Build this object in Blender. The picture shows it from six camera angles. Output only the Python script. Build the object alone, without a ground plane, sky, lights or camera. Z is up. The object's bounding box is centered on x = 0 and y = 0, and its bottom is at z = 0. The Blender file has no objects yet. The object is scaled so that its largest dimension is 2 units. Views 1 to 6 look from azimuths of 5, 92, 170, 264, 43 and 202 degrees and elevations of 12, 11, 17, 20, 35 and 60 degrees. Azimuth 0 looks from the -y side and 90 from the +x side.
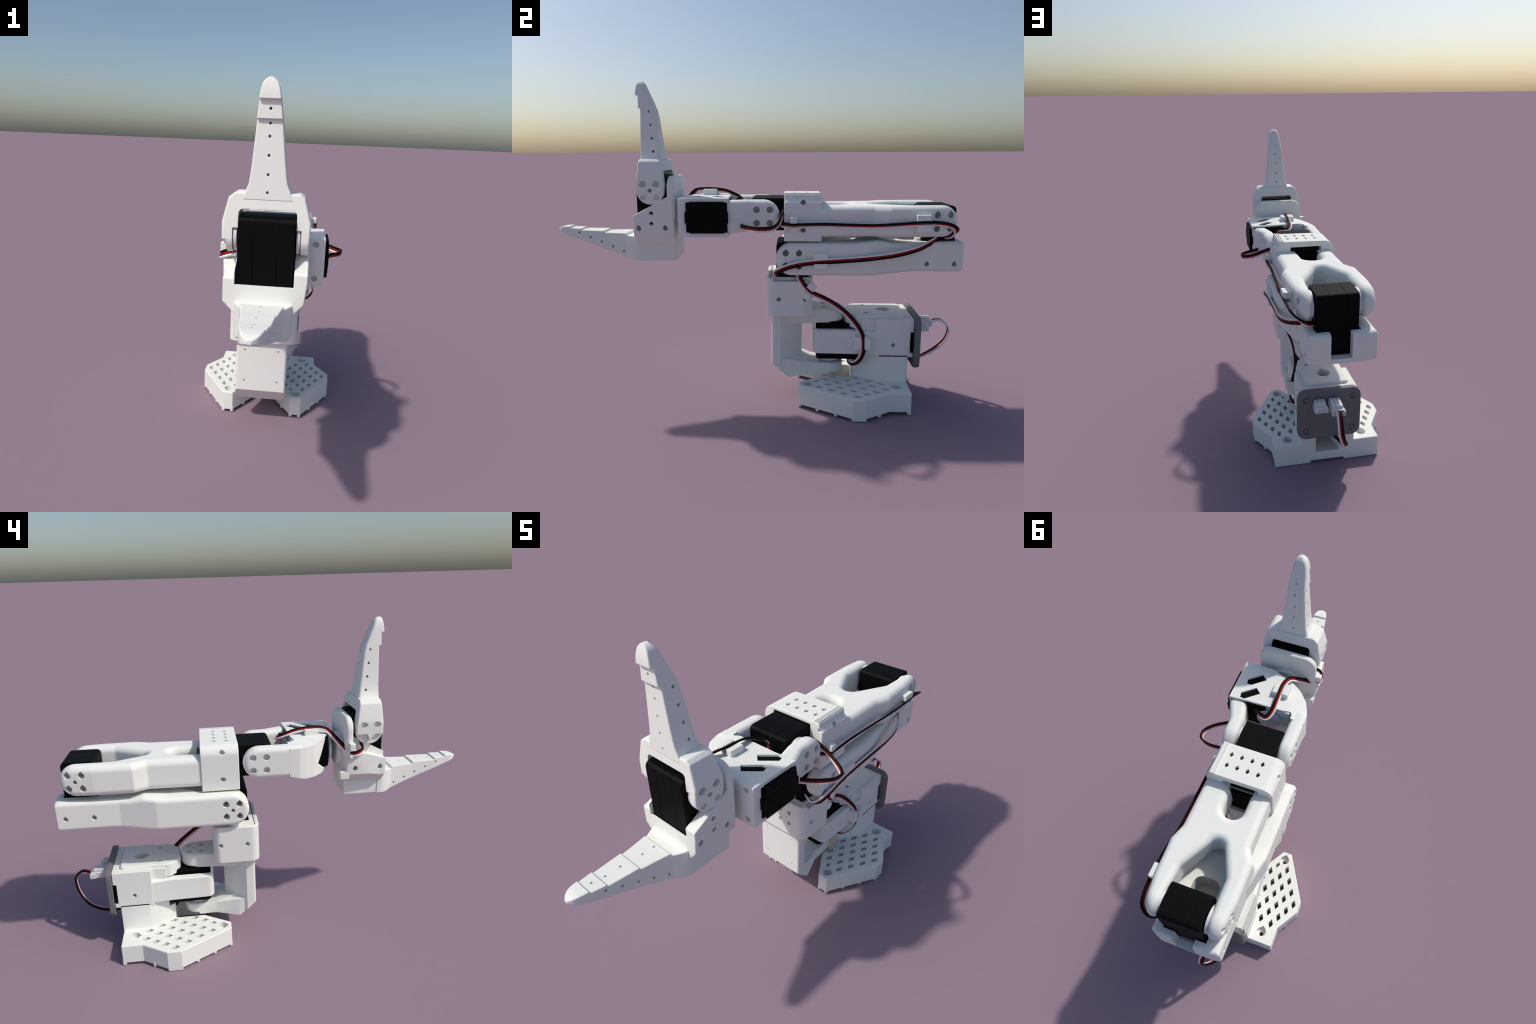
# Desktop robot arm: 3D-printed white links, black servo motors, ribbon cables.
import bpy, bmesh, math
import numpy as np
from mathutils import Vector, Matrix

# ------------------------------------------------------------------ materials
def nodes_of(name):
    m = bpy.data.materials.new(name)
    m.use_nodes = True
    nt = m.node_tree
    return m, nt, nt.nodes["Principled BSDF"]

def plastic(name, lo, hi, rough, scale=60.0, bump=0.03, edge=0.0035, spec=0.35):
    """moulded / printed plastic: faint mottling, fine grain, softened edges"""
    m, nt, p = nodes_of(name)
    tc = nt.nodes.new("ShaderNodeTexCoord")
    nz = nt.nodes.new("ShaderNodeTexNoise")
    nz.inputs["Scale"].default_value = scale
    nz.inputs["Detail"].default_value = 3
    nt.links.new(tc.outputs["Object"], nz.inputs["Vector"])
    cr = nt.nodes.new("ShaderNodeValToRGB")
    cr.color_ramp.elements[0].position, cr.color_ramp.elements[1].position = .3, .7
    cr.color_ramp.elements[0].color = (*lo, 1)
    cr.color_ramp.elements[1].color = (*hi, 1)
    nt.links.new(nz.outputs["Fac"], cr.inputs["Fac"])
    nt.links.new(cr.outputs["Color"], p.inputs["Base Color"])
    p.inputs["Roughness"].default_value = rough
    p.inputs["Specular IOR Level"].default_value = spec
    bp = nt.nodes.new("ShaderNodeBump")
    bp.inputs["Strength"].default_value = bump
    bp.inputs["Distance"].default_value = .002
    nt.links.new(nz.outputs["Fac"], bp.inputs["Height"])
    if edge:
        bv = nt.nodes.new("ShaderNodeBevel")
        bv.samples = 4
        bv.inputs["Radius"].default_value = edge
        nt.links.new(bv.outputs["Normal"], bp.inputs["Normal"])
    nt.links.new(bp.outputs["Normal"], p.inputs["Normal"])
    return m

WHITE = plastic("white_printed_plastic", (.808, .813, .762), (.822, .827, .776), .75, scale=140.0, bump=.010, spec=.12)
BLACK = plastic("black_servo_plastic", (.0018, .0018, .0018), (.0026, .0026, .0026), .6, spec=.1)
GREY = plastic("grey_plate_plastic", (.155, .155, .16), (.165, .165, .17), .6)
HORN = plastic("horn_plastic", (.74, .73, .78), (.77, .76, .81), .4, edge=.002)
CONN = plastic("connector_plastic", (.70, .70, .71), (.73, .73, .74), .45, edge=.001)
WIRE_K = plastic("wire_black", (.0025, .0025, .0025), (.004, .004, .004), .5, edge=0, spec=.12)
WIRE_R = plastic("wire_red", (.24, .008, .006), (.28, .010, .007), .5, edge=0, spec=.15)  # red darkened to match wires seen in shade; shading baked into base colour
WIRE_W = plastic("wire_white", (.76, .76, .76), (.8, .8, .8), .4, edge=0)

# ------------------------------------------------------------------ mesh tools
COL = bpy.context.scene.collection

def new_obj(name, bm, mat=None):
    me = bpy.data.meshes.new(name)
    bmesh.ops.recalc_face_normals(bm, faces=bm.faces)
    bm.to_mesh(me)
    bm.free()
    ob = bpy.data.objects.new(name, me)
    COL.objects.link(ob)
    if mat:
        me.materials.append(mat)
    return ob

def apply_mods(ob):
    dg = bpy.context.evaluated_depsgraph_get()
    dg.update()
    me = bpy.data.meshes.new_from_object(ob.evaluated_get(dg))
    old = ob.data
    ob.modifiers.clear()
    ob.data = me
    bpy.data.meshes.remove(old)
    return ob

def bevel(ob, w, seg=3, angle=30):
    m = ob.modifiers.new("b", "BEVEL")
    m.width = w
    m.segments = seg
    m.limit_method = "ANGLE"
    m.angle_limit = math.radians(angle)
    m.use_clamp_overlap = True
    return apply_mods(ob)

def boolean(a, b, op, keep=False):
    m = a.modifiers.new("x", "BOOLEAN")
    m.operation = op
    m.solver = "EXACT"
    m.object = b
    apply_mods(a)
    if not keep:
        me = b.data
        bpy.data.objects.remove(b)
        bpy.data.meshes.remove(me)
    return a

def union(a, *bs):
    for b in bs:
        boolean(a, b, "UNION")
    return a

def cut(a, *bs):
    for b in bs:
        boolean(a, b, "DIFFERENCE")
    return a

def meet(a, b):
    return boolean(a, b, "INTERSECT")

def join(obs):
    """several disjoint meshes as one"""
    bm = bmesh.new()
    for o in obs:
        bm.from_mesh(o.data)
        me = o.data
        bpy.data.objects.remove(o)
        bpy.data.meshes.remove(me)
    return new_obj("tool", bm)

def fillet(pts, r=0.0, n=5):
    """2D outline; each point is (a, b) or (a, b, radius)"""
    out = []
    N = len(pts)
    for i in range(N):
        p = Vector(pts[i][:2])
        rad = pts[i][2] if len(pts[i]) > 2 else r
        if rad <= 0:
            out.append(p)
            continue
        q, s = Vector(pts[i - 1][:2]), Vector(pts[(i + 1) % N][:2])
        d1, d2 = (q - p).normalized(), (s - p).normalized()
        ang = d1.angle(d2)
        if ang > math.pi - .02:
            out.append(p)
            continue
        t = min(rad / math.tan(ang / 2), (q - p).length * .499, (s - p).length * .499)
        rr = t * math.tan(ang / 2)
        c = p + (d1 + d2).normalized() * (rr / math.sin(ang / 2))
        a0, a1 = p + d1 * t - c, p + d2 * t - c
        th0 = math.atan2(a0.y, a0.x)
        dth = math.atan2(a1.y, a1.x) - th0
        while dth > math.pi: dth -= 2 * math.pi
        while dth < -math.pi: dth += 2 * math.pi
        for k in range(n + 1):
            th = th0 + dth * k / n
            out.append(c + rr * Vector((math.cos(th), math.sin(th))))
    return out

def to3(axis, p, h):
    if axis == "x": return (h, p[0], p[1])
    if axis == "y": return (p[0], h, p[1])
    return (p[0], p[1], h)

def prism(axis, pts, a, b, r=0.0, bev=0.0, n=5, seg=3, angle=30):
    pts = fillet(pts, r, n)
    bm = bmesh.new()
    lo = [bm.verts.new(to3(axis, p, a)) for p in pts]
    hi = [bm.verts.new(to3(axis, p, b)) for p in pts]
    bm.faces.new(lo)
    bm.faces.new(hi)
    for i in range(len(pts)):
        j = (i + 1) % len(pts)
        bm.faces.new((lo[i], lo[j], hi[j], hi[i]))
    ob = new_obj("tool", bm)
    return bevel(ob, bev, seg, angle) if bev else ob

def box(x0, x1, y0, y1, z0, z1, bev=0.0, seg=2):
    return prism("z", [(x0, y0), (x1, y0), (x1, y1), (x0, y1)], z0, z1, bev=bev, seg=seg)

def circle(cx, cy, r, n=28, a0=0.0, a1=360.0):
    full = a1 - a0 >= 360
    return [(cx + r * math.cos(math.radians(a0 + (a1 - a0) * k / (n if full else n - 1))),
             cy + r * math.sin(math.radians(a0 + (a1 - a0) * k / (n if full else n - 1)))) for k in range(n)]

def rod(axis, cx, cy, r, a, b, n=28, bev=0.0):
    return prism(axis, circle(cx, cy, r, n), a, b, bev=bev)

def drop(axis, cx, cy, r, a, b, tip=90, n=16):
    """printable teardrop hole: round with a pointed crown toward angle tip"""
    pts = circle(cx, cy, r, n, tip + 45, tip + 315)
    t = math.radians(tip)
    pts.append((cx + r * 1.42 * math.cos(t), cy + r * 1.38 * math.sin(t)))
    return prism(axis, pts, a, b)

def loft(sections, mat=None):
    """sections: list of closed loops with the same number of 3D points"""
    bm = bmesh.new()
    rows = [[bm.verts.new(p) for p in s] for s in sections]
    n = len(rows[0])
    for A, B in zip(rows, rows[1:]):
        for i in range(n):
            j = (i + 1) % n
            bm.faces.new((A[i], A[j], B[j], B[i]))
    bm.faces.new(rows[0])
    bm.faces.new(rows[-1])
    return new_obj("tool", bm, mat)

def poly_sdf(poly, A, B):
    """signed distance (negative inside) of a closed 2D outline on a grid"""
    P = np.array([p[:2] for p in poly], float)
    d = np.full(A.shape, 1e9)
    inside = np.zeros(A.shape, bool)
    for i in range(len(P)):
        a, b = P[i - 1], P[i]
        e = b - a
        L = (e * e).sum()
        if L < 1e-14:
            continue
        wx, wy = A - a[0], B - a[1]
        t = np.clip((wx * e[0] + wy * e[1]) / L, 0, 1)
        d = np.minimum(d, (wx - e[0] * t) ** 2 + (wy - e[1] * t) ** 2)
        if a[1] != b[1]:
            cr = ((a[1] > B) != (b[1] > B)) & (A < (b[0] - a[0]) * (B - a[1]) / (b[1] - a[1]) + a[0])
            inside ^= cr
    d = np.sqrt(d)
    return np.where(inside, -d, d)

def rounded_meet(top, side, r, h=.004):
    """solid = plan outline (x, y) met with side outline (y, z), every rim where they cross
    rounded with radius r; skinned with surface nets"""
    top, side = [Vector(p[:2]) for p in top], [Vector(p[:2]) for p in side]
    lo = (min(p.x for p in top), max(min(p.y for p in top), min(p.x for p in side)), min(p.y for p in side))
    hi = (max(p.x for p in top), min(max(p.y for p in top), max(p.x for p in side)), max(p.y for p in side))
    ax = [np.arange(lo[k] - 2.37 * h, hi[k] + 3 * h, h) for k in range(3)]
    X, Y = np.meshgrid(ax[0], ax[1], indexing="ij")
    d1 = poly_sdf(top, X, Y)[:, :, None]
    Y2, Z2 = np.meshgrid(ax[1], ax[2], indexing="ij")
    d2 = poly_sdf(side, Y2, Z2)[None, :, :]
    a, b = d1 + r, d2 + r
    F = np.minimum(np.maximum(a, b), 0) + np.sqrt(np.maximum(a, 0) ** 2 + np.maximum(b, 0) ** 2) - r
    S = F < 0
    n = F.shape
    acc = np.zeros((n[0] - 1, n[1] - 1, n[2] - 1, 3))
    cnt = np.zeros(acc.shape[:3])
    G = np.stack(np.meshgrid(*[np.arange(m) for m in n], indexing="ij"), -1).astype(float)
    quads = []
    for k in range(3):
        s0 = [slice(None)] * 3; s1 = [slice(None)] * 3
        s0[k] = slice(0, -1); s1[k] = slice(1, None)
        f0, f1 = F[tuple(s0)], F[tuple(s1)]
        x = (f0 < 0) != (f1 < 0)
        idx = np.argwhere(x)
        t = (f0 / (f0 - f1 + 1e-20))[x]
        p = idx.astype(float)
        p[:, k] += t
        o = [j for j in range(3) if j != k]
        cells = []
        for da, db in ((0, 0), (-1, 0), (-1, -1), (0, -1)):
            c = idx.copy()
            c[:, o[0]] += da; c[:, o[1]] += db
            cells.append(c)
            np.add.at(acc, tuple(c.T), p)
            np.add.at(cnt, tuple(c.T), 1)
        quads.append(np.stack(cells, 1))
    m = cnt > 0
    vid = np.full(m.shape, -1)
    vid[m] = np.arange(m.sum())
    V = acc[m] / cnt[m][:, None] * h + np.array([a_[0] for a_ in ax])
    Q = np.concatenate(quads)
    Q = vid[Q[..., 0], Q[..., 1], Q[..., 2]]
    me = bpy.data.meshes.new("tool")
    me.from_pydata(V.tolist(), [], Q.tolist())
    bm = bmesh.new()
    bm.from_mesh(me)
    bpy.data.meshes.remove(me)
    bmesh.ops.recalc_face_normals(bm, faces=bm.faces)
    bmesh.ops.dissolve_limit(bm, angle_limit=math.radians(.05), verts=bm.verts, edges=bm.edges)
    return new_obj("tool", bm)

def finish(ob, name, mat, parent, angle=35, weld=True):
    ob.name = name
    ob.data.name = name
    ob.data.materials.clear()
    ob.data.materials.append(mat)
    bm = bmesh.new()
    bm.from_mesh(ob.data)
    if weld:
        bmesh.ops.remove_doubles(bm, verts=bm.verts, dist=1e-5)
        bmesh.ops.dissolve_degenerate(bm, edges=bm.edges, dist=1e-5)
    lim = math.radians(angle)
    for f in bm.faces:
        f.smooth = True
    for e in bm.edges:
        e.smooth = len(e.link_faces) == 2 and e.calc_face_angle(0) < lim
    bm.to_mesh(ob.data)
    bm.free()
    wn = ob.modifiers.new("w", "WEIGHTED_NORMAL")
    wn.keep_sharp = True
    apply_mods(ob)
    ob.parent = parent
    return ob

# ------------------------------------------------------------------ assembly root
ROOT = bpy.data.objects.new("robot_arm", None)
COL.objects.link(ROOT)
ROOT["label"] = "white printed desktop robot arm with black servo motors"
ROOT["category"] = "robot arm"

# key joints (x is across the arm, -y is forward)
PAN_Y = .372                    # vertical pan axis
SHOULDER = (.177, .750)         # (y, z) of the pitch axes
ELBOW = (.880, .931)
WRIST = (.040, .957)
JAW = (-.494, 1.076)
ROLL = (.043, .957)             # (x, z) of the wrist roll axis
CX = .021                       # middle of the arm's servos
GX = .045                       # middle of the gripper

# ------------------------------------------------------------------ servo motors
SL, SW, SH = .285, .156, .0955  # length, width, half height of the case
AX = .068                       # output axis from the near end

def make_servo_meshes():
    """case along local +X, output axis local Z through the origin"""
    def layer(z0, z1, g):
        return prism("z", [(-AX + g, -SW / 2 + g), (SL - AX - g, -SW / 2 + g),
                           (SL - AX - g, SW / 2 - g), (-AX + g, SW / 2 - g)], z0, z1, r=.02, bev=.0012, n=3, seg=1)
    core = prism("z", [(-AX + .003, -SW / 2 + .003), (SL - AX - .003, -SW / 2 + .003),
                       (SL - AX - .003, SW / 2 - .003), (-AX + .003, SW / 2 - .003)], -SH + .01, SH - .01, r=.012, n=3)
    top = layer(.0405, SH, .0)
    mid = layer(-.040, .0402, .0)
    bot = layer(-SH, -.0406, .0)
    bm = bmesh.new()
    for o in (core, top, mid, bot):
        bm.from_mesh(o.data)
        bpy.data.objects.remove(o)
    # raised terminal housing and case steps at the far end
    extra = [box(SL - AX - .075, SL - AX - .008, -.060, .060, SH - .003, SH + .009, .003),
             box(SL - AX - .060, SL - AX - .012, -.052, .052, -SH - .010, -SH + .003, .003),
             box(SL - AX - .003, SL - AX + .006, -.072, .072, -.080, .080, .002),
             box(SL - AX - .003, SL - AX + .007, -.052, .052, -.090, .090, .002),
             box(SL - AX - .003, SL - AX + .008, -.026, .026, -.100, .100, .002),
             rod("z", 0, 0, .040, SH - .003, SH + .008), rod("z", 0, 0, .040, -SH - .008, -SH + .003)]
    for o in extra:
        bm.from_mesh(o.data)
        bpy.data.objects.remove(o)
    case = new_obj("servo_motor", bm)
    h = rod("z", 0, 0, .062, 0, .012, 40, .002)
    h = union(h, rod("z", 0, 0, .050, .010, .019, 40, .002))
    return case, h

_case, _horn = make_servo_meshes()
_case = finish(_case, "servo_motor", BLACK, None, weld=False)
_horn = finish(_horn, "servo_horn", HORN, None)

def servo(origin, along, axis):
    X, Z = Vector(along), Vector(axis)
    Y = Z.cross(X)
    M = Matrix((X, Y, Z)).transposed().to_4x4()
    M.translation = Vector(origin)
    c = _case.copy()
    COL.objects.link(c)
    c.parent = ROOT
    c.matrix_world = M
    for s in (1, -1):
        h = _horn.copy()
        COL.objects.link(h)
        h.parent = c
        L = Matrix.Translation((0, 0, s * (SH + .005)))
        if s < 0:
            L = L @ Matrix.Rotation(math.pi, 4, "X")
        h.matrix_local = L
    return c

servo((0, PAN_Y, .300), (0, 1, 0), (0, 0, 1))
servo((CX, *SHOULDER), (0, 0, -1), (1, 0, 0))
servo((CX, ELBOW[0], ELBOW[1]), (0, 0, -1), (1, 0, 0))
servo((CX, WRIST[0], WRIST[1]), (0, 1, 0), (1, 0, 0))
roll_servo = servo((ROLL[0], -.2185, ROLL[1]), (1, 0, 0), (0, -1, 0))
roll_servo.data = roll_servo.data.copy()      # end cap sits flush in the wrist's stepped window
for v in roll_servo.data.vertices:
    if SL - AX - .004 > v.co.x > .1:
        v.co.x -= .014
servo((GX, JAW[0], JAW[1] - .001), (0, 0, -1), (1, 0, 0))
for o in (_case, _horn):
    bpy.data.objects.remove(o)

# ------------------------------------------------------------------ base
def mirror_x(pts):
    return pts + [(-p[0],) + tuple(p[1:]) for p in reversed(pts)]

FOOT_TOP = .110
foot = prism("z", mirror_x([(.071, .495), (.071, .346), (.150, .212), (.202, .212), (.347, .463), (.347, .530),
                            (.272, .652), (.272, .756)]), .013, FOOT_TOP, r=.006, n=2)
bmt = bmesh.new(); bmt.from_mesh(foot.data)
rim = [e for e in bmt.edges if all(abs(v.co.z - FOOT_TOP) < 1e-4 for v in e.verts)]
bmesh.ops.bevel(bmt, geom=rim, offset=.014, segments=3, profile=.6, affect="EDGES", clamp_overlap=True)
bmt.to_mesh(foot.data); bmt.free()

# lattice of slanted square openings in each foot, plus countersunk mounting holes
LA, LB = Vector((.0345, .0597)), Vector((-.0280, .0483))
H0 = Vector((.2085, .3130))
ROWS = {-1: (1, 2, 3), 0: (0, 1, 2, 3, 4), 1: (0, 1, 2, 3, 4), 2: (0, 1, 2, 3, 4), 3: (0, 1, 2, 3)}
tools = []
for sx in (1, -1):
    for i, js in ROWS.items():
        for j in js:
            c = H0 + LA * i + LB * j
            w = .6 if (i, j) == (-1, 1) else 1.0
            ha, hb = LA.normalized() * .0155 * w, LB.normalized() * .0128
            q = [c + ha + hb, c + ha - hb, c - ha - hb, c - ha + hb]
            tools.append(prism("z", [(sx * p.x, p.y) for p in q], -.02, .2))
cut(foot, join(tools))
tools = [drop("z", sx * x, y, .012, -.02, .2, 90) for sx in (1, -1) for x, y in ((.175, .263), (.196, .700))]
cut(foot, join(tools))
tools = [drop("z", sx * x, y, .025, .080, .2, -90 if y < .5 else -90) for sx in (1, -1) for x, y in ((.175, .260), (.196, .697))]
cut(foot, join(tools))

# little legs under the rim
legs = []
for sx in (1, -1):
    for x, y in ((.1975, .2205), (.1535, .2205), (.246, .304), (.295, .390), (.105, .304), (.298, .598)):
        legs.append(rod("z", sx * x, y, .009, 0, .03, 12, .003))
    legs.append(box(*sorted((sx * .336, sx * .3465)), .461, .531, 0, .03))
    legs.append(box(*sorted((sx * .088, sx * .2715)), .738, .7555, 0, .03))
for l in legs:
    union(foot, l)

# tower
tower = prism("z", mirror_x([(.066, .494), (.138, .614), (.138, .7565)]), .03, .250)
block = prism("z", mirror_x([(.138, .593), (.138, .7835)]), .241, .437, r=.004, n=2, bev=.006)
strap = prism("z", mirror_x([(.118, .287, .03), (.124, .50), (.138, .612)]), .247, .371, bev=.008)
lip = prism("y", mirror_x([(.080, .26), (.080, .412, .02)]), .288, .312, bev=.005)
union(strap, lip)
cut(strap, box(-.088, .088, .304, .62, .1, .7))
base = union(foot, tower, block, strap)
filler = box(-.1145, .1145, .522, .60, .30, .4335, .004)
union(base, filler)
cap = prism("z", mirror_x([(.055, .449, .05), (.108, .500, .05), (.108, .746, .022)]), .375, .451, n=7, bev=.009)
# servo bay, cable tunnel to the rear, cap holes
cut(base, box(-.082, .082, .30, .592, .19, .40))
cut(base, prism("z", [(.061, .80), (.061, .55), (-.01, .55), (-.072, .80)], .062, .236))
cut(base, box(-.2, .2, .766, .80, .262, .372))
union(base, cap)
cut(base, drop("z", 0, .650, .034, .36, .6, -90))
for sx in (1, -1):
    cut(base, drop("z", sx * .066, .553, .011, .40, .6, -90))
    cut(base, drop("x", .683, .303, .010, sx * .138 - .03, sx * .138 + .03))
base = finish(base, "base", WHITE, ROOT)

# electronics behind the grey cover
board = finish(box(-.134, .134, .769, .784, .27, .365), "circuit_board", BLACK, ROOT)
PX = .009
plate = prism("y", [(PX - .158, .185), (PX + .158, .185), (PX + .158, .451), (PX - .158, .451)], .785, .811, r=.045, n=8, bev=.003)
for sx in (1, -1):
    for z in (.231, .405):
        cut(plate, drop("y", PX + sx * .115, z, .0145, .6, 1, -90, 12))
plate = finish(plate, "cover_plate", GREY, ROOT)
stand = [rod("y", PX + sx * .115, z, .012, .782, .812, 10) for sx in (1, -1) for z in (.231, .405)]
finish(join(stand), "plate_screw", GREY, ROOT)
for cx, out in ((.064, .868), (-.010, .904)):
    body = box(cx - .030, cx + .030, .816, out, .362, .394, .003)
    union(body, box(cx - .026, cx + .026, .816, out - .014, .388, .409, .003))
    for g in (-.009, .009):
        cut(body, box(cx + g - .0015, cx + g + .0015, .81, out - .02, .406, .43))
    union(body, box(cx - .035, cx - .027, out - .026, out + .004, .362, .388, .002))
    cut(body, box(cx - .021, cx + .021, out - .006, .95, .368, .387))
    finish(body, "connector", CONN, ROOT)

# ------------------------------------------------------------------ shoulder bracket (turns on the pan axis)
col = prism("z", mirror_x([(.122, .075, .012), (.122, .121), (.010, .229)]), .118, .50)
side = prism("x", [(.075, .20), (.158, .117), (.26, .117), (.26, .60), (.075, .60)], -.2, .2)
meet(col, side)
bracket = union(col, prism("z", mirror_x([(.112, .10), (.080, .25), (.070, .372)]), .398, .47))
low = prism("z", mirror_x([(.112, .10), (.112, .17), (.072, .28), (.072, .372)]), .118, .216)
meet(low, prism("x", [(.0755, .199), (.158, .1175), (.50, .1175), (.50, .180), (.285, .181), (.165, .214), (.0755, .214)], -.2, .2))
union(low, rod("z", 0, PAN_Y, .072, .121, .177, 40, .012))
top = prism("z", mirror_x([(.100, .16), (.074, .27), (.074, .372)]), .404, .470, bev=.006)
union(top, rod("z", 0, PAN_Y, .0745, .400, .471, 40, .012))
slope = prism("x", [(.14, .235), (.14, .15), (.30, .15), (.29, .180)], -.07, .07)
union(bracket, low, top, slope)
mbox = prism("z", [(.163, .052, .04), (.163, .235, .01), (.125, .278, .01), (-.115, .278, .03), (-.157, .265, .04), (-.157, .052, .04)],
             .455, .648, n=6, bev=.006)
union(bracket, mbox)
cut(bracket, box(-.085, .119, .096, .258, .53, .9))
cut(bracket, prism("z", [(.2, .06), (.13, .10), (.13, .30), (.2, .30)], .634, .9))
cut(bracket, box(-.135, .140, .070, .0745, .61, .8))
tools = []
for y in (.112, .242):
    tools.append(drop("x", y, .543, .0105, .13, .2))
    tools.append(drop("x", y, .552, .0105, -.2, -.13))
for x, z in ((.077, .587), (.025, .526), (.077, .525), (.025, .587), (-.027, .526), (-.027, .587), (-.079, .526), (-.079, .587)):
    tools.append(prism("y", [(x - .012, z), (x, z - .014), (x + .012, z), (x, z + .014)], .03, .075))
for x in (-.08, .08):
    for z in (.250, .408):
        tools.append(drop("y", x, z, .0042, .05, .12, 0, 8))
D = .0315
for dx in (D, -D):
    for dy in (D, -D):
        tools.append(drop("z", dx, PAN_Y + dy, .0145, .44, .5, 90))
tools.append(drop("z", 0, PAN_Y, .009, .44, .5, 90))
cut(bracket, join(tools))
union(bracket, rod("z", -.12, .17, .028, .60, .662, 24, .004))
bracket = finish(bracket, "shoulder_bracket", WHITE, ROOT)

# ------------------------------------------------------------------ arm links
def lug_profile(c, r, toward):
    """rounded end around a joint, as (y, z) points ordered bottom -> top; toward = +1 closes at +y"""
    a = circle(c[0], c[1], r, 17, -90, 90) if toward > 0 else circle(c[0], c[1], r, 17, 270, 90)
    return a

def horn_holes(x0, x1, c, tip=90, centre=True, r=.0150, tips=None):
    t = []
    for dy in (D, -D):
        for dz in (D, -D):
            t.append(drop("x", c[0] + dy, c[1] + dz, r, x0, x1, tip))
    if centre:
        t.append(drop("x", c[0], c[1], .009, x0, x1, tip))
    return t

# upper arm
ua_plan = fillet([(.164, .985, .008), (.163, .77, .10), (.206, .53, .12), (.206, .05), (.128, .05), (.128, .33, .05),
                  (.060, .460, .06), (-.020, .460, .06), (-.092, .33, .05), (-.092, .05), (-.186, .05), (-.186, .53),
                  (-.152, .70), (-.152, .992, .008), (-.11, 1.0), (.135, 1.0, .01)], n=8)
ua_side = circle(SHOULDER[0], SHOULDER[1], .078, 33, 90, 270) + [(.57, .673), (.74, .686), (1.05, .686), (1.05, .832),
          (.655, .828), (.590, .840), (.48, .829)]
upper = rounded_meet(ua_plan, ua_side, .020)
cut(upper, box(-.084, .119, .797, .963, .712, 1.0))
cut(upper, box(-.036, .060, .93, 1.1, .716, 1.0))
cut(upper, prism("z", [(-.045, .85), (-.045, .70, .04), (.080, .70, .04), (.080, .85)], .705, 1.0, n=8))
tools = horn_holes(.150, .3, SHOULDER, centre=False) + horn_holes(-.3, -.125, SHOULDER)
for y in (.820, .949):
    tools += [drop("x", y, .724, .0115, .13, .3), drop("x", y, .748, .0115, -.3, -.12)]
cut(upper, join(tools))
# scooped web between the two cheeks
union(upper, rod("z", .09, .787, .018, .70, .842, 20, .006))
upper = finish(upper, "upper_arm", WHITE, ROOT)

# forearm
fa_plan = fillet([(.186, .27), (.188, .560), (.212, .632), (.206, .80), (.184, .95), (.180, 1.0), (.128, 1.0), (.118, .735, .04),
                  (.030, .572, .05), (-.016, .572, .05), (-.086, .72, .05), (-.088, 1.0), (-.152, 1.0), (-.156, .94), (-.169, .80), (-.169, .622),
                  (-.132, .560), (-.130, .27), (-.040, .27), (-.042, .462, .047), (.055, .462, .047), (.060, .27)], n=8)
fa_side = [(.27, .853), (.56, .857)] + circle(ELBOW[0], ELBOW[1], .074, 33, -90, 90) + [(.56, 1.003), (.27, 1.000)]
fore = rounded_meet(fa_plan, fa_side, .032)
cut(fore, box(-.3, .3, .2, .290, .7, 1.2))
holder = prism("y", [(.184, .835), (.184, 1.020), (.168, 1.036), (.166, 1.058), (-.138, 1.053, .050), (-.138, .835, .006)],
               .137, .315, n=7, bev=.004)
cut(holder, box(-.084, .119, .05, .262, .873, 1.040))
cut(holder, box(-.070, .100, .2, .40, .873, 1.026))
cut(holder, box(-.125, .155, .25, .40, .80, .858))
union(fore, holder)
cut(fore, box(-.066, .098, .05, .33, .84, .99))
for k in range(3):   # ridges along the clip edge
    union(fore, box(.136 + k * .010, .141 + k * .010, .139, .313, 1.05, 1.0625))
cut(fore, prism("x", [(.12, 1.036), (.137, 1.036), (.150, 1.020), (.12, 1.020)], .160, .2))
tools = horn_holes(.150, .3, ELBOW, centre=False) + horn_holes(-.3, -.118, ELBOW)
for z in (.891, 1.022):
    tools.append(drop("x", .228, z - .002, .0115, .14, .3, 180))
    tools.append(drop("x", .215, z, .0115, -.3, -.11, 180))
for i in range(4):
    for y in (.192, .250):
        x = -.047 + i * .0505
        tools.append(prism("z", [(x - .010, y), (x, y - .014), (x + .010, y), (x, y + .014)], 1.03, 1.1))
cut(fore, join(tools))
fore = finish(fore, "forearm", WHITE, ROOT)

# ------------------------------------------------------------------ wrist
hull = prism("z", [(.252, -.353), (.252, -.118), (.150, -.124), (-.030, -.124), (-.072, -.140, .02), (-.072, -.10), (-.142, -.10),
                   (-.141, -.150, .03), (-.131, -.181, .03), (-.112, -.224, .05), (-.070, -.267, .05), (-.012, -.305, .05),
                   (.040, -.325, .05), (.102, -.353, .02)], .864, 1.046, bev=.003)
arm_side = lambda r: [(-.17, WRIST[1] - r)] + circle(WRIST[0], WRIST[1], r, 33, -90, 90) + [(-.17, WRIST[1] + r)]
left = rounded_meet([(-.140, -.17), (-.142, -.07), (-.139, .20), (-.072, .20), (-.072, -.13), (-.05, -.17)], arm_side(.077), .026)
right = rounded_meet(fillet([(.250, -.17), (.246, -.105, .03), (.206, -.01, .08), (.206, .20), (.136, .20), (.136, -.03), (.162, -.13), (.162, -.17)], n=8), arm_side(.076), .026)
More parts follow.
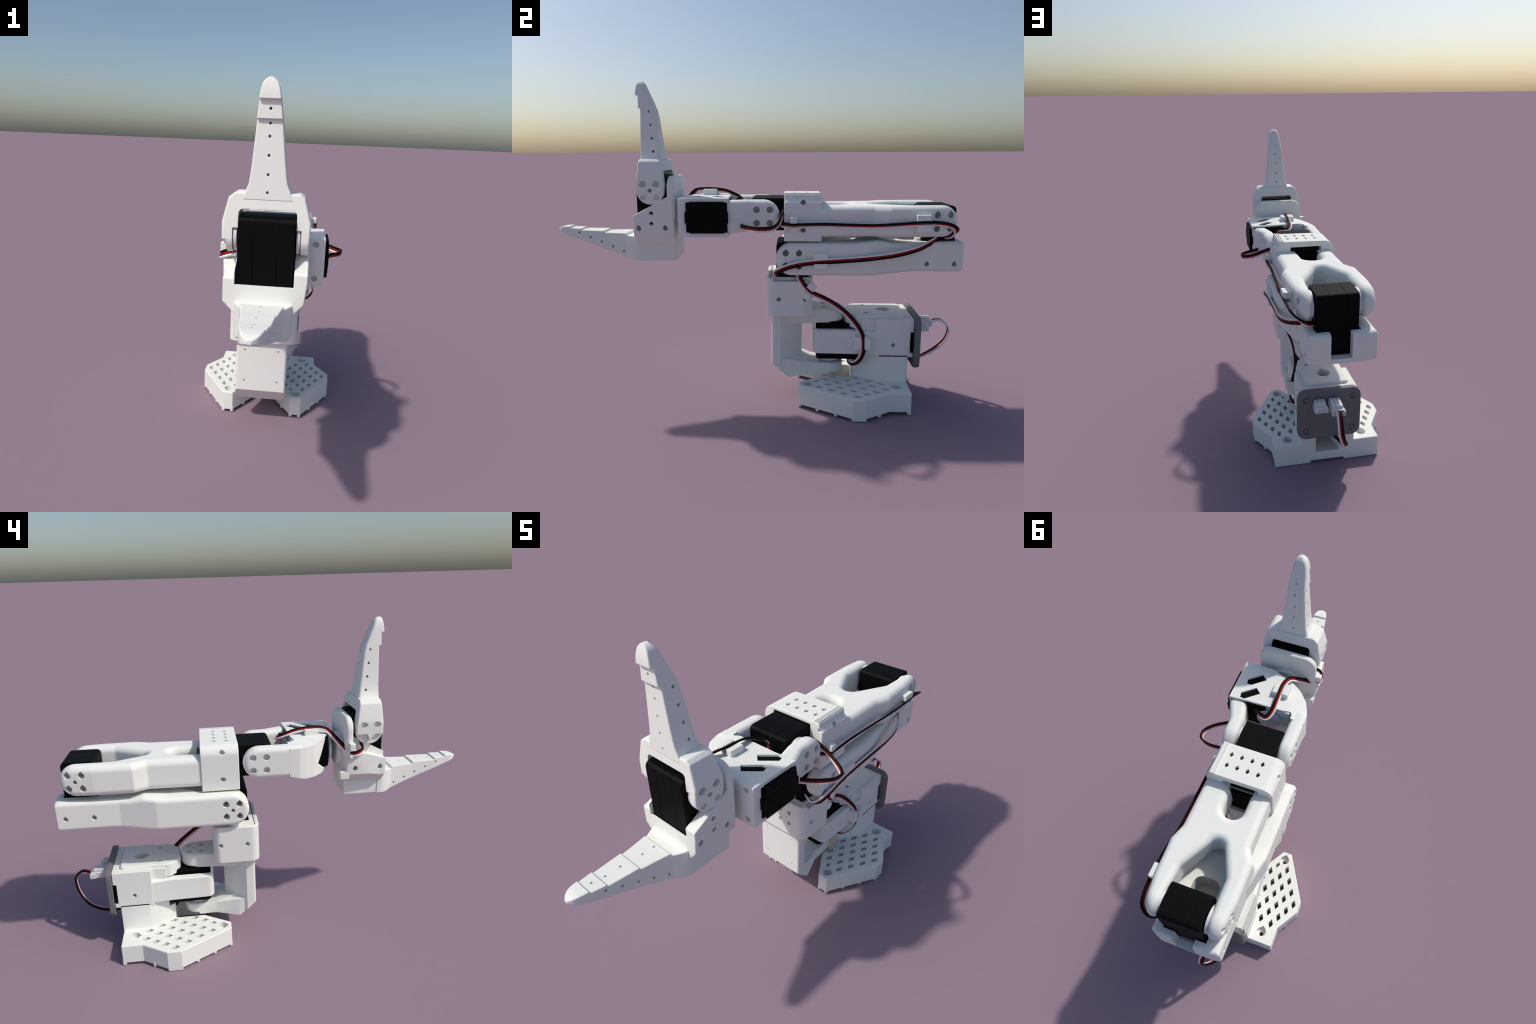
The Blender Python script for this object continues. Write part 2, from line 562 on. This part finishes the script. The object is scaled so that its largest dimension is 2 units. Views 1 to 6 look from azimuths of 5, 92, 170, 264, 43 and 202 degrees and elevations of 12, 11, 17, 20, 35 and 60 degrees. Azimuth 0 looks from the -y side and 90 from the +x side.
cut(hull, prism("x", [(-.300, 1.034), (-.245, .917), (-.285, .884), (-.45, .884), (-.45, 1.034)], -.3, .098))
cut(hull, box(-.028, .243, -.318, -.110, .876, 1.036))
cut(hull, prism("x", [(-.085, .890), (-.19, .862), (-.19, .8), (-.085, .8)], -.3, -.03))
cut(hull, box(.20, .40, -.298, -.138, .884, 1.030))
cut(hull, box(.20, .40, -.309, -.128, .904, 1.010))
cut(hull, box(.20, .40, -.319, -.115, .930, .984))
cut(hull, prism("y", [(-.02, 1.05), (-.20, 1.008), (-.20, 1.1), (-.02, 1.1)], -.5, .3))
cut(hull, rod("y", ROLL[0], ROLL[1], .066, -.40, -.30, 32))
for dy in (D, -D):
    for dz in (D, -D):
        cut(right, rod("x", WRIST[0] + dy, WRIST[1] + dz, .0155, .165, .3, 20))
        cut(left, rod("x", WRIST[0] + dy, WRIST[1] + dz, .0155, -.3, -.115, 20))
wrist = union(hull, left, right)
union(wrist, box(-.06, .06, -.138, -.122, .876, 1.036))
tools = []
for y in (-.262, -.172):     # arrow shaped slots on top
    tools.append(prism("z", [(.113, y - .012), (.143, y - .040), (.205, y + .012), (.200, y + .040), (.176, y + .042)], 1.0, 1.1))
tools.append(drop("y", .216, 1.021, .011, -.4, -.335, 180))
tools.append(drop("y", .217, .892, .011, -.4, -.335, 180))
cut(wrist, join(tools))
wrist = finish(wrist, "wrist", WHITE, ROOT)

# ------------------------------------------------------------------ gripper body with fixed finger
gb = prism("y", [(-.050, .731, .008), (.147, .731, .008), (.147, .812), (.184, .856), (.192, .93), (.192, 1.06),
                 (-.114, 1.06), (-.113, .926), (-.106, .862), (-.050, .805)], -.60, -.30)
gs = prism("x", [(-.582, .72), (-.391, .72, .006), (-.386, .80), (-.386, 1.06), (-.422, 1.044, .01), (-.55, .974, .01), (-.582, .958, .008)], -.2, .3)
meet(gb, gs)
bevel(gb, .008, 3, 40)
cut(gb, prism("x", [(-.30, 1.012), (-.43, .982), (-.60, .925), (-.60, 1.2), (-.30, 1.2)], -.2, -.058))
cut(gb, prism("z", [(-.2, -.45), (-.113, -.46), (-.095, -.55), (-.094, -.70), (-.2, -.70)], .6, 1.2))
union(gb, box(-.108, -.060, -.40, -.354, .838, .878, .004))
shield = prism("y", [(-.104, .94), (.193, .94), (.193, 1.143, .062), (-.104, 1.143, .062)], -.416, -.381, n=10, bev=.013, seg=5)

def finger_loop(c, hw, lo, hi, k, upright):
    """rounded cross-section; lo/hi are the two extents across the thickness"""
    pts = fillet([(c - hw, lo, k[0]), (c + hw, lo, k[0]), (c + hw, hi, k[1]), (c - hw, hi, k[1])], n=4)
    return pts

# fixed finger: stepped gripping face on top, tapering underside
def taper(table, t):
    for (a, va), (b, vb) in zip(table, table[1:]):
        if (a - t) * (b - t) <= 0:
            return va + (vb - va) * (t - a) / (b - a)
    return table[-1][1]
FW = [(-.56, .0985), (-.590, .0985), (-.605, .092), (-.640, .0735), (-.700, .063), (-.757, .0555), (-.877, .0455), (-.935, .0370), (-.965, .032), (-.982, .025), (-.993, .016), (-1.0, .006)]
def under(y): return taper([(-.56, .731), (-.607, .731), (-.80, .798), (-.985, .860), (-1.0, .868)], y)
STEPS = [(-.56, -.640, .852, .853), (-.640, -.757, .863, .864), (-.757, -.877, .872, .874), (-.877, -.935, .881, .884), (-.935, -1.0, .891, .890)]
secs = []
for (a, b, za, zb) in STEPS:
    n = 5 if a > -.9 else 8
    for i in range(n + 1):
        t = i / n
        y = a + (b - a) * t
        if i == 0 and a != -.56: y -= .0008
        z1 = za + (zb - za) * t
        z0 = under(y)
        hw = taper(FW, y)
        if y < -.965:
            z1 = z1 - .010 * ((-.965 - y) / .035) ** 2
        k = (min(hw * .6, .006), min(hw * .6, .0045))
        secs.append([(p[0], y, p[1]) for p in finger_loop(.0455, hw, z0, z1, k, False)])
ff = loft(secs)
union(gb, shield, ff)
cut(gb, box(GX - .1005, GX + .1005, -.575, -.413, .856, 1.3))
cut(gb, box(GX - .1005, GX + .1005, -.70, -.56, .912, 1.3))
union(gb, rod("y", ROLL[0], ROLL[1], .082, -.390, -.359, 40, .004))
tools = []
for y, z in ((-.492, .970), (-.493, .920)):
    tools.append(drop("x", y, z, .009, .14, .3, 180, 10))
for y, z in ((-.556, .896), (-.428, .898)):
    tools.append(drop("x", y, z, .012, .15, .3, 90))
    tools.append(drop("x", y, z - .006, .012, -.2, -.065, 90))
for y in (-.655, -.705, -.795, -.855, -.905):
    tools.append(rod("z", .0455, y, .0045, .84, 1, 8))
for y, z in ((-.885, .861), (-.828, .839), (-.771, .817), (-.714, .795), (-.657, .773)):
    tools.append(drop("x", y, z, .0052, .02, .2, 90, 8))
    tools.append(drop("x", y, z, .0052, -.1, .06, 90, 8)) if False else None
tools = [t for t in tools if t]
cut(gb, join(tools))
tools = [drop("x", y, z, .0052, -.2, .015, 90, 8) for y, z in ((-.885, .861), (-.828, .839), (-.771, .817), (-.714, .795), (-.657, .773))]
cut(gb, join(tools))
gb = finish(gb, "gripper_body", WHITE, ROOT)

# ------------------------------------------------------------------ moving jaw
jw = prism("y", [(-.066, 1.222, .01), (-.088, 1.204, .012), (-.108, 1.123), (-.106, .99), (.188, .99), (.191, 1.128), (.168, 1.210, .01), (.152, 1.222, .008)], -.70, -.30)
js = prism("x", list(circle(JAW[0], JAW[1], .066, 17, 190, 350)) + [(-.426, 1.10), (-.443, 1.195), (-.450, 1.24), (-.549, 1.24), (-.558, 1.11)], -.3, .3)
meet(jw, js)
bevel(jw, .007, 3, 35)
cut(jw, prism("y", [(-.052, .9), (.144, .9), (.144, 1.167, .016), (-.052, 1.167, .016)], -.7, -.3))
cut(jw, prism("x", circle(JAW[0], JAW[1], .069, 36), GX - .116, GX + .116))
FZ = [(1.200, .085), (1.222, .078), (1.235, .069), (1.26, .0625), (1.340, .0535), (1.400, .0475), (1.461, .042), (1.523, .0355), (1.550, .0315), (1.565, .027), (1.575, .0225), (1.583, .0145), (1.588, .006)]
def fback(z): return taper([(1.20, -.450), (1.242, -.456), (1.446, -.479), (1.575, -.532), (1.588, -.545)], z)
FST = [(1.200, 1.460, -.553, -.552), (1.460, 1.521, -.563, -.563), (1.521, 1.588, -.576, -.566)]
secs = []
for (a, b, fa, fb) in FST:
    n = 10
    for i in range(n + 1):
        t = i / n
        z = a + (b - a) * t
        if i == 0 and a > 1.3: z += .0008
        f = fa + (fb - fa) * t * t
        hw = taper(FZ, z)
        bk = fback(z)
        k = (min(hw * .8, .005), min(hw * .8, .013))
        cxz = taper([(1.2, GX - .002), (1.588, .038)], z)
        secs.append([(p[0], p[1], z) for p in finger_loop(cxz, hw, f, bk, k, True)])
mf = loft(secs)
union(jw, mf)
tools = [rod("y", .041, z, .0048, -.7, -.53, 8) for z in (1.492, 1.447, 1.406, 1.345, 1.283, 1.224)]
tools += [rod("y", .041, z, .0048, -.50, -.3, 8) for z in (1.255, 1.315, 1.375, 1.435, 1.485, 1.530)]
for k in range(4):
    z, y = 1.444 - k * .0625, -.509 + k * .006
    tools += [drop("x", y, z, .0058, .07, .2, 90, 8), drop("x", y, z, .0058, -.2, .01, 90, 8)]
cut(jw, join(tools))
tools = []
for dy in (D, -D):
    tools += [drop("x", JAW[0] + dy, JAW[1] + D, .0145, .172, .3, 200), drop("x", JAW[0] + dy, JAW[1] + D, .0145, -.3, -.09, 180),
              drop("x", JAW[0] + dy, JAW[1] - D, .0115, .180, .3, 200), drop("x", JAW[0] + dy, JAW[1] - D, .0115, -.3, -.098, 180)]
tools.append(drop("x", JAW[0], JAW[1], .009, .15, .3, 180))
cut(jw, join(tools))
cut(jw, prism("x", [(-.60, 1.062), (-.52, 1.062), (-.495, 1.035), (-.48, 1.062), (-.40, 1.062), (-.40, .95), (-.60, .95)], -.2, -.092))
jw = finish(jw, "gripper_jaw", WHITE, ROOT)

# ------------------------------------------------------------------ cable clips
def clip(bx1, bx2, parent):
    for b in (bx1, bx2):
        finish(box(*b, bev=.004), "cable_clip", WHITE, parent)
clip((.160, .216, .168, .199, .921, .953), (.160, .216, .168, .199, .884, .906), fore)
clip((.190, .234, .748, .815, .934, .967), (.190, .234, .748, .815, .886, .922), fore)
clip((.190, .228, .278, .344, .756, .788), (.190, .228, .278, .344, .708, .736), upper)
clip((.105, .168, .488, .520, .288, .352), (.105, .168, .538, .568, .288, .352), base)
clip((.024, .056, -.264, -.196, 1.040, 1.074), (-.024, .006, -.264, -.196, 1.040, 1.074), wrist)
clip((-.132, -.100, -.420, -.392, .988, 1.024), (-.128, -.100, -.420, -.392, .950, .966), gb)
for (y, z) in ((.272, .606), (.246, .560)):
    o = box(-.016, .016, -.022, .022, -.016, .016, .004)
    o.data.transform(Matrix.Translation((.150, y, z)) @ Matrix.Rotation(math.radians(-38), 4, "X"))
    finish(o, "cable_clip", WHITE, bracket)

# ------------------------------------------------------------------ ribbon cables: black, red and white wire side by side
def catmull(P, per=10):
    out = []
    Q = [P[0] * 2 - P[1]] + P + [P[-1] * 2 - P[-2]]
    for i in range(1, len(Q) - 2):
        p0, p1, p2, p3 = Q[i - 1:i + 3]
        for k in range(per):
            t = k / per
            out.append(.5 * ((2 * p1) + (p2 - p0) * t + (2 * p0 - 5 * p1 + 4 * p2 - p3) * t * t + (3 * p1 - p0 - 3 * p2 + p3) * t ** 3))
    out.append(P[-1].copy())
    return out

PITCH, WR = .0094, .0049

def cable(ctrl):
    """ctrl: list of ((x, y, z), (black-to-white direction))"""
    pts = catmull([Vector(c[0]) for c in ctrl])
    sd = catmull([Vector(c[1]).normalized() for c in ctrl])
    e = bpy.data.objects.new("ribbon_cable", None)
    COL.objects.link(e)
    e.parent = ROOT
    frames = []
    for i, p in enumerate(pts):
        t = (pts[min(i + 1, len(pts) - 1)] - pts[max(i - 1, 0)]).normalized()
        s = sd[i] - t * sd[i].dot(t)
        s.normalize()
        frames.append((p, t, s, t.cross(s)))
    for off, mat, nm in ((-PITCH, WIRE_K, "black_wire"), (0, WIRE_R, "red_wire"), (PITCH, WIRE_W, "white_wire")):
        secs = []
        for p, t, s, u in frames:
            c = p + s * off
            secs.append([c + (s * math.cos(a) + u * math.sin(a)) * WR for a in (2 * math.pi * k / 10 for k in range(10))])
        finish(loft(secs), nm, mat, e, angle=60)

# wrist roll servo to gripper servo
cable([((.105, -.115, .985), (-1, 0, -.2)), ((.098, -.100, 1.018), (-1, .3, -.2)), ((.070, -.076, 1.026), (-.5, .8, -.5)), ((.040, -.070, 1.028), (-.3, .8, -.7)),
       ((.022, -.098, 1.042), (-.8, .4, -.6)), ((.016, -.150, 1.062), (-.8, 0, -.6)), ((.016, -.200, 1.070), (-.8, 0, -.6)), ((.014, -.262, 1.073), (-.8, 0, -.5)),
       ((-.002, -.305, 1.066), (-.7, .5, -.4)), ((-.036, -.345, 1.028), (-.6, .5, -.7)), ((-.075, -.380, .990), (-.4, .4, -.9)), ((-.108, -.398, .976), (-.3, 0, -1)),
       ((-.128, -.425, .976), (-.2, 0, -1)), ((-.112, -.460, .990), (.1, -.2, -1)), ((-.068, -.462, 1.005), (0, 0, -1)), ((-.050, -.462, 1.008), (0, 0, -1))])
# wrist pitch loop at the side
cable([((.150, -.085, .918), (0, -.3, -1)), ((.205, -.072, .912), (0, -.2, -1)), ((.253, -.046, .910), (0, 0, -1)), ((.300, -.012, .912), (0, 0, -1)), ((.332, .030, .913), (-.2, 0, -1)),
       ((.334, .070, .915), (-.3, 0, -1)), ((.308, .096, .920), (-.5, 0, -.9)), ((.264, .114, .933), (-.6, .2, -.8)), ((.210, .125, .955), (-.6, .2, -.8)), ((.150, .130, .970), (-.4, 0, -.9)), ((.10, .130, .970), (0, 0, -1))])
# along the forearm
cable([((.110, .120, .912), (-.3, 0, -1)), ((.165, .128, .914), (-.3, 0, -1)), ((.200, .155, .915), (-.6, 0, -.8)), ((.208, .190, .915), (-.7, 0, -.7)), ((.208, .32, .918), (-.7, 0, -.7)), ((.210, .45, .915), (-.7, 0, -.7)),
       ((.214, .56, .914), (-.7, 0, -.7)), ((.224, .67, .921), (-.7, 0, -.7)), ((.227, .780, .929), (-.6, 0, -.8)), ((.224, .860, .927), (-.6, 0, -.8)),
       ((.216, .912, .914), (-.6, -.3, -.7)), ((.196, .938, .896), (-.4, -.6, -.6)), ((.166, .944, .874), (0, -.6, -.7)), ((.136, .926, .856), (0, -.3, -1)), ((.10, .905, .850), (0, 0, -1))])
# along the upper arm
cable([((.10, .885, .850), (0, -.4, 1)), ((.139, .860, .838), (.1, -.4, 1)), ((.172, .815, .822), (.2, -.3, 1)), ((.200, .768, .806), (.2, -.3, 1)), ((.221, .70, .790), (.1, -.2, 1)), ((.226, .62, .775), (.1, 0, 1)),
       ((.222, .52, .762), (0, 0, 1)), ((.220, .42, .753), (0, 0, 1)), ((.221, .311, .746), (0, 0, 1)), ((.224, .23, .738), (0, 0, 1)), ((.224, .16, .722), (0, -.2, 1)),
       ((.212, .110, .698), (-.2, -.5, .8)), ((.185, .094, .680), (-.2, -.7, .6)), ((.150, .108, .672), (-.3, -.5, .6)), ((.10, .125, .670), (0, 0, 1))])
# shoulder servo down to the base
cable([((.10, .205, .700), (-.4, -1, 0)), ((.148, .208, .668), (-.2, -1, -.2)), ((.160, .222, .632), (-.1, -1, -.4)), ((.160, .252, .594), (0, -.8, -.7)), ((.150, .280, .570), (0, -.5, -.9)), ((.128, .325, .545), (0, -.5, -.9)),
       ((.112, .385, .508), (0, -.6, -.8)), ((.108, .440, .465), (0, -.7, -.7)), ((.116, .492, .410), (0, -.9, -.5)), ((.138, .525, .355), (.1, -1, -.2)), ((.148, .532, .300), (0, -1, 0)),
       ((.146, .525, .250), (0, -1, .2)), ((.128, .505, .210), (.2, -.6, .8)), ((.098, .482, .190), (.5, -.2, .9)), ((.06, .470, .190), (.3, 0, 1)), ((.03, .470, .205), (0, 0, 1))])
# connector loop behind the base
cable([((-.010, .890, .378), (1, 0, 0)), ((-.008, .916, .390), (1, 0, 0)), ((-.002, .950, .392), (1, 0, 0)), ((.003, .985, .362), (1, 0, 0)), ((.0, .990, .325), (1, 0, -.2)), ((-.014, .976, .275), (1, 0, -.3)),
       ((-.036, .938, .224), (1, 0, -.3)), ((-.040, .890, .190), (1, 0, -.2)), ((-.034, .840, .172), (1, 0, 0)), ((-.015, .740, .165), (1, 0, 0)), ((.0, .620, .160), (1, 0, 0)),
       ((-.01, .520, .160), (1, 0, 0)), ((-.03, .485, .172), (1, .2, 0)), ((-.04, .480, .205), (1, 0, 0))])

for o in list(bpy.data.objects):
    if o.name.startswith("tool"):
        bpy.data.objects.remove(o)
